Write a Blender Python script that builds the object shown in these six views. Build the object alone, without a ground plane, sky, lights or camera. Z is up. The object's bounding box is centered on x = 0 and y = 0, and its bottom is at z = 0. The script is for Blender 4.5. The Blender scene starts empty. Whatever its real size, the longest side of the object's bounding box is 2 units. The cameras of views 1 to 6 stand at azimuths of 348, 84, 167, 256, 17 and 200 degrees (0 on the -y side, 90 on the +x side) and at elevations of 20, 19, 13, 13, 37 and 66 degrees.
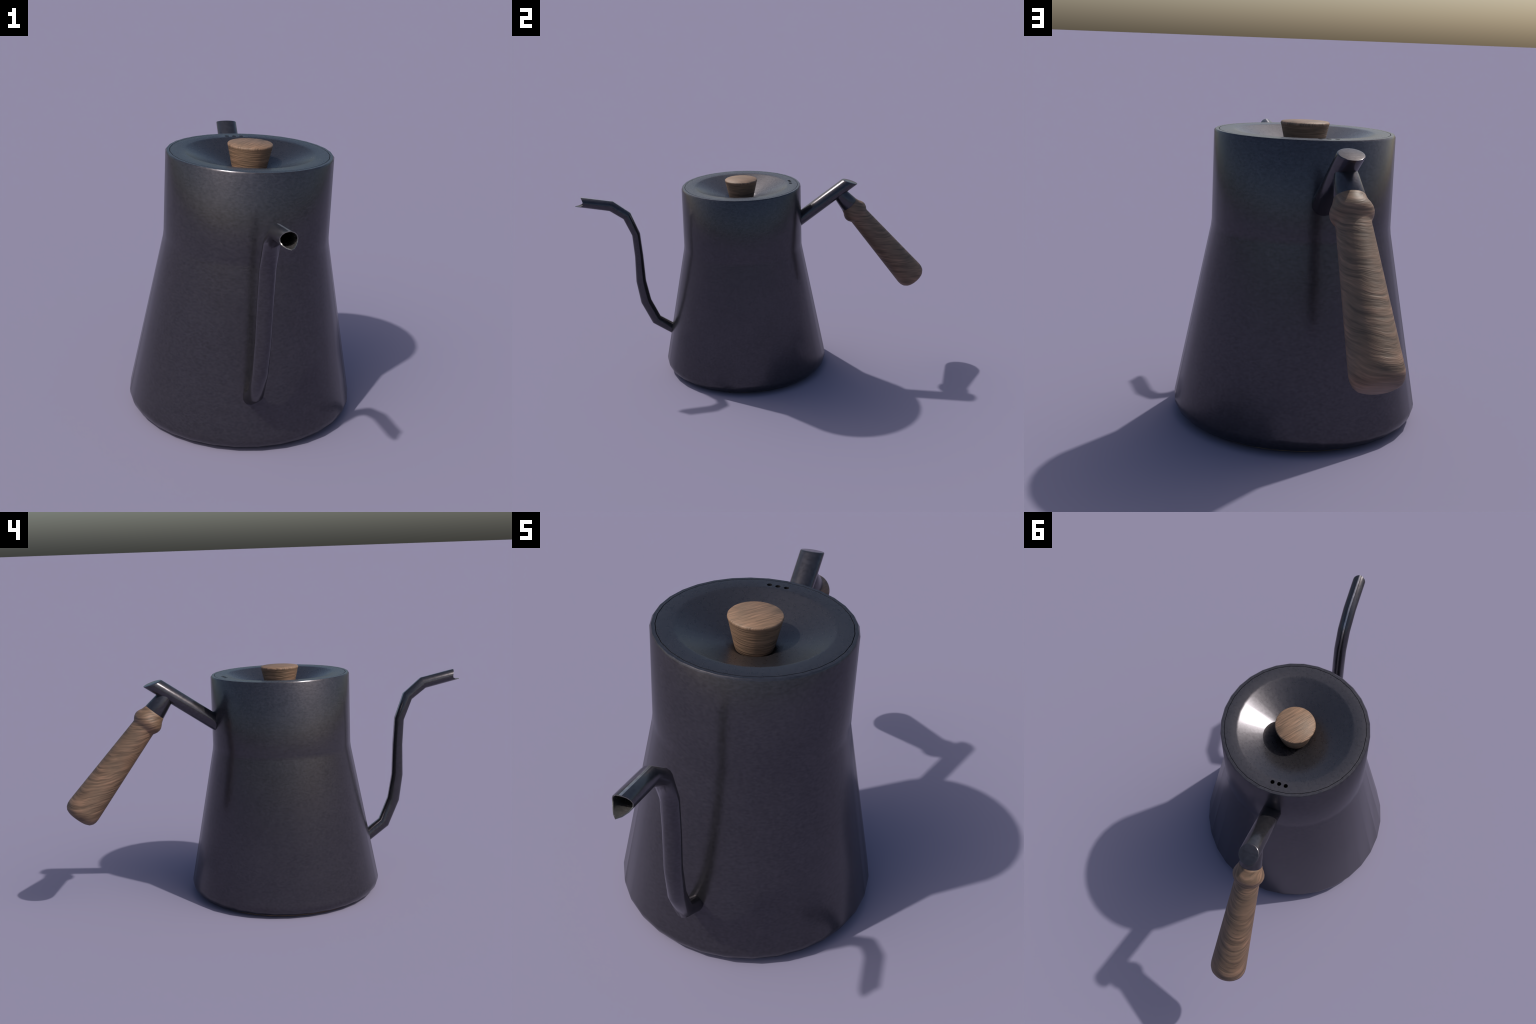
# Gooseneck pour-over kettle: dark brushed metal body, lid, spout and bracket, turned wooden knob and grip.
import bpy, bmesh, math
from mathutils import Vector

CX, CY = 0.0, -0.0635          # vertical axis of the vessel
SEG = 32                       # facets round the vessel, as on the original

# ------------------------------------------------------------------ helpers
def new_object(name, bm, mat, parent, smooth=True):
    me = bpy.data.meshes.new(name)
    bmesh.ops.recalc_face_normals(bm, faces=bm.faces)
    bm.to_mesh(me)
    bm.free()
    for p in me.polygons:
        p.use_smooth = smooth
    ob = bpy.data.objects.new(name, me)
    bpy.context.scene.collection.objects.link(ob)
    for m in (mat if isinstance(mat, (list, tuple)) else [mat]):
        me.materials.append(m)
    ob.parent = parent
    return ob


def revolve(bm, profile, seg, to_world, squash=1.0, closed=False, mat_of=None):
    """Turn (radius, height) pairs round an axis; to_world maps local xyz to the scene."""
    rings = []
    for r, h in profile:
        if r < 1e-6:
            rings.append([bm.verts.new(to_world(Vector((0, 0, h))))])
        else:
            rings.append([bm.verts.new(to_world(Vector((r * squash * math.cos(a), r * math.sin(a), h))))
                          for a in (2 * math.pi * i / seg for i in range(seg))])
    pairs = list(zip(range(len(rings)), range(1, len(rings))))
    if closed:
        pairs.append((len(rings) - 1, 0))
    for k, (i, j) in enumerate(pairs):
        A, B = rings[i], rings[j]
        for s in range(seg):
            t = (s + 1) % seg
            if len(A) == 1 and len(B) == 1:
                continue
            if len(A) == 1:
                f = bm.faces.new((A[0], B[t], B[s]))
            elif len(B) == 1:
                f = bm.faces.new((A[s], A[t], B[0]))
            else:
                f = bm.faces.new((A[s], A[t], B[t], B[s]))
            if mat_of:
                f.material_index = mat_of(k)
    return rings


def on_vessel_axis(v):
    return Vector((CX + v.x, CY + v.y, v.z))


def axis_frame(a, b):
    """Local frame with z along a->b, x kept along world x."""
    a, b = Vector(a), Vector(b)
    d = (b - a).normalized()
    x = Vector((1, 0, 0))
    y = d.cross(x).normalized()
    return lambda v: a + x * v.x + y * v.y + d * v.z


def sharpen(ob, degrees):
    ob.data.set_sharp_from_angle(angle=math.radians(degrees))


# ------------------------------------------------------------------ materials
def material(name):
    m = bpy.data.materials.new(name)
    m.use_nodes = True
    nt = m.node_tree
    return m, nt, nt.nodes["Principled BSDF"]


def node(nt, kind, **props):
    n = nt.nodes.new(kind)
    for k, v in props.items():
        setattr(n, k, v)
    return n


def ramp(nt, stops):
    r = nt.nodes.new("ShaderNodeValToRGB")
    e = r.color_ramp.elements
    while len(e) < len(stops):
        e.new(0.5)
    for el, (p, c) in zip(e, stops):
        el.position = p
        el.color = c if len(c) == 4 else (*c, 1.0)
    return r


def dark_metal(name, base=(0.074, 0.071, 0.081), rough=0.34, metallic=0.79, mottle=0.20):
    m, nt, b = material(name)
    L = nt.links.new
    tc = node(nt, "ShaderNodeTexCoord")
    # cloudy staining, a few centimetres across
    cloud = node(nt, "ShaderNodeTexNoise")
    cloud.inputs["Scale"].default_value = 5.0
    cloud.inputs["Detail"].default_value = 6.0
    cloud.inputs["Roughness"].default_value = 0.62
    L(tc.outputs["Object"], cloud.inputs["Vector"])
    # fine slanted scratch grain
    mp = node(nt, "ShaderNodeMapping")
    mp.inputs["Rotation"].default_value = (0.5, 0.6, 0.3)
    mp.inputs["Scale"].default_value = (80, 80, 135)
    L(tc.outputs["Object"], mp.inputs["Vector"])
    grain = node(nt, "ShaderNodeTexNoise")
    grain.inputs["Scale"].default_value = 1.0
    grain.inputs["Detail"].default_value = 4.0
    grain.inputs["Roughness"].default_value = 0.6
    L(mp.outputs["Vector"], grain.inputs["Vector"])
    mix = node(nt, "ShaderNodeMath", operation="MULTIPLY_ADD")
    L(grain.outputs["Fac"], mix.inputs[0])
    mix.inputs[1].default_value = 0.78
    half = node(nt, "ShaderNodeMath", operation="MULTIPLY")
    L(cloud.outputs["Fac"], half.inputs[0])
    half.inputs[1].default_value = 0.22
    L(half.outputs[0], mix.inputs[2])
    lo = tuple(c * (1 - mottle) for c in base)
    hi = tuple(c * (1 + mottle) for c in base)
    cr = ramp(nt, [(0.36, lo), (0.64, hi)])
    L(mix.outputs[0], cr.inputs["Fac"])
    L(cr.outputs["Color"], b.inputs["Base Color"])
    rr = node(nt, "ShaderNodeMapRange")
    rr.inputs["From Min"].default_value = 0.35
    rr.inputs["From Max"].default_value = 0.65
    rr.inputs["To Min"].default_value = rough - 0.015
    rr.inputs["To Max"].default_value = rough + 0.02
    L(mix.outputs[0], rr.inputs["Value"])
    L(rr.outputs["Result"], b.inputs["Roughness"])
    b.inputs["Metallic"].default_value = metallic
    return m


def wood(name, stretch, rot, freq, seed, shade, wander):
    """Grain lines: noise squeezed along one direction, warped by a slower noise."""
    m, nt, b = material(name)
    L = nt.links.new
    tc = node(nt, "ShaderNodeTexCoord")
    warp = node(nt, "ShaderNodeTexNoise")
    warp.inputs["Scale"].default_value = 7.0
    warp.inputs["Detail"].default_value = 2.0
    off = node(nt, "ShaderNodeVectorMath", operation="ADD")
    off.inputs[1].default_value = (seed, seed * 1.7, -seed)
    L(tc.outputs["Object"], off.inputs[0])
    L(off.outputs[0], warp.inputs["Vector"])
    ws = node(nt, "ShaderNodeVectorMath", operation="SCALE")
    L(warp.outputs["Color"], ws.inputs[0])
    ws.inputs["Scale"].default_value = wander
    add = node(nt, "ShaderNodeVectorMath", operation="ADD")
    L(off.outputs[0], add.inputs[0])
    L(ws.outputs[0], add.inputs[1])
    mp = node(nt, "ShaderNodeMapping")
    mp.inputs["Rotation"].default_value = rot
    L(add.outputs[0], mp.inputs["Vector"])
    sc = node(nt, "ShaderNodeVectorMath", operation="MULTIPLY")
    L(mp.outputs["Vector"], sc.inputs[0])
    sc.inputs[1].default_value = tuple(s * freq for s in stretch)
    grain = node(nt, "ShaderNodeTexNoise")
    grain.inputs["Scale"].default_value = 1.0
    grain.inputs["Detail"].default_value = 3.0
    grain.inputs["Roughness"].default_value = 0.55
    L(sc.outputs[0], grain.inputs["Vector"])
    tone = node(nt, "ShaderNodeTexNoise")
    tone.inputs["Scale"].default_value = 11.0
    tone.inputs["Detail"].default_value = 3.0
    L(off.outputs[0], tone.inputs["Vector"])
    # figure: the lines are strong in some patches and fade in others
    fig = node(nt, "ShaderNodeTexNoise")
    fig.inputs["Scale"].default_value = 9.0
    fig.inputs["Detail"].default_value = 1.0
    L(add.outputs[0], fig.inputs["Vector"])
    fm = node(nt, "ShaderNodeMapRange")
    fm.inputs["From Min"].default_value = 0.35
    fm.inputs["From Max"].default_value = 0.65
    fm.inputs["To Min"].default_value = 0.7
    fm.inputs["To Max"].default_value = 1.3
    L(fig.outputs["Fac"], fm.inputs["Value"])
    cen = node(nt, "ShaderNodeMath", operation="SUBTRACT")
    L(grain.outputs["Fac"], cen.inputs[0])
    cen.inputs[1].default_value = 0.5
    lines = node(nt, "ShaderNodeMath", operation="MULTIPLY_ADD")
    L(cen.outputs[0], lines.inputs[0])
    L(fm.outputs["Result"], lines.inputs[1])
    lines.inputs[2].default_value = 0.5
    cr = ramp(nt, [(p, tuple(c * shade for c in col)) for p, col in (
        (0.33, (0.152, 0.096, 0.060)), (0.46, (0.230, 0.147, 0.094)),
        (0.54, (0.276, 0.173, 0.110)), (0.68, (0.375, 0.230, 0.150)))])
    L(lines.outputs[0], cr.inputs["Fac"])
    tr = ramp(nt, [(0.3, (0.84, 0.86, 0.86)), (0.7, (1.08, 1.02, 0.98))])
    L(tone.outputs["Fac"], tr.inputs["Fac"])
    mul = node(nt, "ShaderNodeMix", data_type="RGBA", blend_type="MULTIPLY")
    mul.inputs["Factor"].default_value = 1.0
    L(cr.outputs["Color"], mul.inputs["A"])
    L(tr.outputs["Color"], mul.inputs["B"])
    L(mul.outputs["Result"], b.inputs["Base Color"])
    b.inputs["Roughness"].default_value = 0.55
    bp = node(nt, "ShaderNodeBump")
    bp.inputs["Strength"].default_value = 0.4
    bp.inputs["Distance"].default_value = 0.006
    L(lines.outputs[0], bp.inputs["Height"])
    L(bp.outputs["Normal"], b.inputs["Normal"])
    return m


metal = dark_metal("dark_brushed_metal", rough=0.25)
metal_satin = dark_metal("dark_satin_metal", rough=0.28, mottle=0.08)
lit_inner_metal = dark_metal("lit_inner_metal", base=(0.15, 0.145, 0.145), rough=0.26, metallic=0.6)  # lighter copy of the metal: sunlight inside the spout mouth put into the colour
glint_metal = dark_metal("glint_metal", base=(0.50, 0.46, 0.46), rough=0.30, metallic=0.9)  # pale strip along the spout's top, a highlight painted as colour
metal_smooth = dark_metal("dark_polished_metal", rough=0.20)
wood_side = wood("wood_side_grain", (0.04, 0.04, 1.0), (0.04, -0.03, 0), 230, 3.1, 0.81, 0.011)
wood_top = wood("wood_top_grain", (0.06, 1.0, 0.06), (0, 0, math.radians(-52)), 190, 1.3, 0.84, 0.012)
wood_grip = wood("wood_grip_grain", (0.075, 0.075, 1.0), (0.10, 0.09, 0), 112, 7.7, 0.64, 0.034)

# ------------------------------------------------------------------ the thing
kettle = bpy.data.objects.new("gooseneck_kettle", None)
bpy.context.scene.collection.objects.link(kettle)
kettle["label"] = "dark metal gooseneck kettle with wooden knob and angled wooden handle"
kettle["category"] = "kettle"

# ---- body: straight neck, flared skirt, rounded foot, open top with a step for the lid
body_profile = [
    (0.0, 0.0055), (0.424, 0.0055), (0.4455, 0.0125), (0.4615, 0.0285), (0.4688, 0.046), (0.4694, 0.0607),
    (0.3412, 0.7225), (0.3382, 0.748), (0.3364, 1.0835), (0.3312, 1.0900), (0.3197, 1.0900),
    (0.3180, 1.0600), (0.322, 1.0550), (0.322, 0.748), (0.452, 0.06), (0.41, 0.014), (0.0, 0.014)]
bm = bmesh.new()
revolve(bm, body_profile, SEG, on_vessel_axis)
body = new_object("body", bm, metal, kettle)
sharpen(body, 44)
# thin base pad the body stands on
bm = bmesh.new()
revolve(bm, [(0.0, 0.0), (0.4215, 0.0), (0.4215, 0.0053), (0.0, 0.0053)], 40, on_vessel_axis)
base_pad = new_object("base_pad", bm, wood_side, kettle)
sharpen(base_pad, 40)

# ---- lid: flat rim, funnel-shaped middle, three steam holes
lid_profile = [
    (0.0, 0.972), (0.030, 0.9820), (0.065, 1.0030), (0.093, 1.0235), (0.098, 1.0256), (0.2555, 1.0868), (0.2605, 1.0885), (0.267, 1.0900), (0.3174, 1.0900),
    (0.3174, 1.068), (0.262, 1.068), (0.030, 0.966), (0.0, 0.958)]
bm = bmesh.new()
revolve(bm, lid_profile, SEG, on_vessel_axis)
lid = new_object("lid", bm, metal_satin, kettle)
bm = bmesh.new()
for hx in (0.0125, -0.018, -0.0485):
    revolve(bm, [(0, 1.04), (0.0093, 1.04), (0.0093, 1.12), (0, 1.12)], 20,
            lambda v, hx=hx: Vector((hx + v.x, 0.2165 + v.y, v.z)))
cutter = new_object("steam_hole_cutter", bm, metal, None)
mod = lid.modifiers.new("holes", "BOOLEAN")
mod.object = cutter
mod.operation = "DIFFERENCE"
mod.solver = "EXACT"
dg = bpy.context.evaluated_depsgraph_get()
cut = bpy.data.meshes.new_from_object(lid.evaluated_get(dg))
lid.modifiers.clear()
lid.data = cut
bpy.data.objects.remove(cutter)
for p in lid.data.polygons:
    p.use_smooth = True
sharpen(lid, 40)

# ---- knob: tapered wooden plug standing in the funnel
knob_profile = [(0.0, 0.966), (0.030, 0.966), (0.040, 0.9985), (0.0575, 0.9990), (0.0635, 1.0045), (0.0688, 1.022),
                (0.0878, 1.107), (0.0895, 1.1135), (0.0912, 1.1172), (0.0905, 1.1215), (0.0875, 1.1248), (0.0, 1.1252)]
bm = bmesh.new()
revolve(bm, knob_profile, 48, on_vessel_axis, mat_of=lambda k: 1 if k >= 7 else 0)
knob = new_object("knob", bm, [wood_side, wood_top], lid)
sharpen(knob, 50)

# ---- spout: thin bent tube in the plane x = SX, swept through straight runs with mitred bends
SX, SW, WALL = -0.0352, 0.0308, 0.0030
spout_path = [  # (y, z, half thickness in the plane)
    (-0.9715, 1.0270, 0.0270), (-0.800, 0.9955, 0.0275), (-0.717, 0.934, 0.0245), (-0.672, 0.822, 0.0220),
    (-0.663, 0.691, 0.0228), (-0.661, 0.537, 0.0270), (-0.640, 0.410, 0.0292), (-0.586, 0.290, 0.0285),
    (-0.495, 0.229, 0.0285), (-0.455, 0.202, 0.0285)]


def lip(theta):
    """How far the mouth is cut back or drawn out, by angle from the top of the tube."""
    pts = [(0, 0.0), (45, -0.008), (75, -0.0165), (100, -0.021), (126, -0.0115), (150, 0.006), (180, 0.0235)]
    t = abs((math.degrees(theta) + 180) % 360 - 180)
    for (a, fa), (b, fb) in zip(pts, pts[1:]):
        if t <= b:
            return fa + (fb - fa) * (t - a) / (b - a)
    return pts[-1][1]


def mouth_angles(n=15, half_glint=math.radians(7.5)):
    """One narrow facet (coloured pale as a painted highlight) straddles the top, the rest are even."""
    return [half_glint + (2 * math.pi - 2 * half_glint) * k / (n - 1) for k in range(n)]


def sweep_spout(bm, shrink, mat=0, glint=0):
    angles = mouth_angles()
    n = len(angles)
    P = [Vector((SX, y, z)) for y, z, _ in spout_path]
    rings = []
    for i, p in enumerate(P):
        d_in = (P[i] - P[i - 1]).normalized() if i else (P[1] - P[0]).normalized()
        d_out = (P[i + 1] - P[i]).normalized() if i < len(P) - 1 else d_in
        d = (d_in + d_out).normalized()
        half = math.acos(max(-1, min(1, d_in.dot(d_out)))) / 2
        up = Vector((1, 0, 0)).cross(d).normalized()
        if i == 0 and up.z < 0:
            flip = -1
        elif i == 0:
            flip = 1
        up = up * flip
        r = spout_path[i][2] + 0.0016 - shrink
        ring = []
        for a in angles:
            v = p + up * (math.cos(a) * r / math.cos(half)) + Vector((1, 0, 0)) * (math.sin(a) * (SW - shrink))
            if i == 0:
                v = v - d * lip(a)
            ring.append(bm.verts.new(v))
        rings.append(ring)
    for A, B in zip(rings, rings[1:]):
        for k in range(n):
            j = (k + 1) % n
            f = bm.faces.new((A[k], A[j], B[j], B[k]))
            f.material_index = glint if k == n - 1 else mat
    return rings


bm = bmesh.new()
outer = sweep_spout(bm, 0.0, mat=0, glint=1)
inner = sweep_spout(bm, WALL, mat=2, glint=2)
for A, B in ((outer[0], inner[0]), (outer[-1], inner[-1])):
    for k in range(len(A)):
        j = (k + 1) % len(A)
        bm.faces.new((A[k], A[j], B[j], B[k])).material_index = 2
spout = new_object("spout", bm, [metal_smooth, glint_metal, lit_inner_metal], kettle)
sharpen(spout, 48)

# ---- handle bracket: slanting oval rod with a level cut end
A0, A1 = Vector((0.002, 0.2922, 0.891)), Vector((0.002, 0.5472, 1.071))
ad = (A1 - A0).normalized()
rod = axis_frame(A0, A1)
bm = bmesh.new()
n = 32
RX, RY = 0.0450, 0.0370
rod_up = Vector((0, -ad.z, ad.y))


def rod_ring(t0, t1, k=1.0):
    """t0: length along the rod at its top line, t1: at its bottom line."""
    ring = []
    for i in range(n):
        a = 2 * math.pi * i / n
        t = (t0 + t1) / 2 + (t0 - t1) / 2 * math.cos(a) * k
        ring.append(bm.verts.new(A0 + ad * t + rod_up * (math.cos(a) * RY * k) + Vector((math.sin(a) * RX * k, 0, 0))))
    return ring


rings = [rod_ring(-0.06, -0.06), rod_ring(0.02, 0.02), rod_ring(0.297, 0.352), rod_ring(0.3010, 0.3560, 0.965),
         rod_ring(0.3018, 0.3568, 0.90)]
for A, B in zip(rings, rings[1:]):
    for i in range(n):
        j = (i + 1) % n
        bm.faces.new((A[i], A[j], B[j], B[i]))
bm.faces.new(rings[0])
bm.faces.new(rings[-1])
bracket = new_object("handle_bracket", bm, metal_smooth, kettle)
sharpen(bracket, 75)

# ---- handle: metal ferrule, then a turned wooden grip with a collar and a rounded butt
H0, H1 = (-0.0003, 0.5555, 0.9455), (-0.0003, 0.9400, 0.4775)
hand = axis_frame(H0, H1)
handle = bpy.data.objects.new("handle", None)
bpy.context.scene.collection.objects.link(handle)
handle.parent = kettle
bm = bmesh.new()
revolve(bm, [(0, -0.118), (0.030, -0.118), (0.0415, -0.072), (0.0515, 0.0), (0.0500, 0.004), (0, 0.004)], 32, hand)
ferrule = new_object("ferrule", bm, metal, handle)
sharpen(ferrule, 40)
grip_profile = [
    (0.0, 0.001), (0.0475, 0.001), (0.0520, 0.0035), (0.0545, 0.013), (0.0585, 0.0245), (0.0660, 0.038), (0.0702, 0.050),
    (0.0708, 0.060), (0.0680, 0.072), (0.0615, 0.084), (0.0570, 0.0915), (0.0568, 0.100), (0.0700, 0.340), (0.0822, 0.562),
    (0.0828, 0.576), (0.0815, 0.592), (0.0765, 0.607), (0.0670, 0.6185), (0.0540, 0.6245), (0.0, 0.6265)]
bm = bmesh.new()
revolve(bm, grip_profile, 40, hand)
grip = new_object("grip", bm, wood_grip, handle)
sharpen(grip, 60)
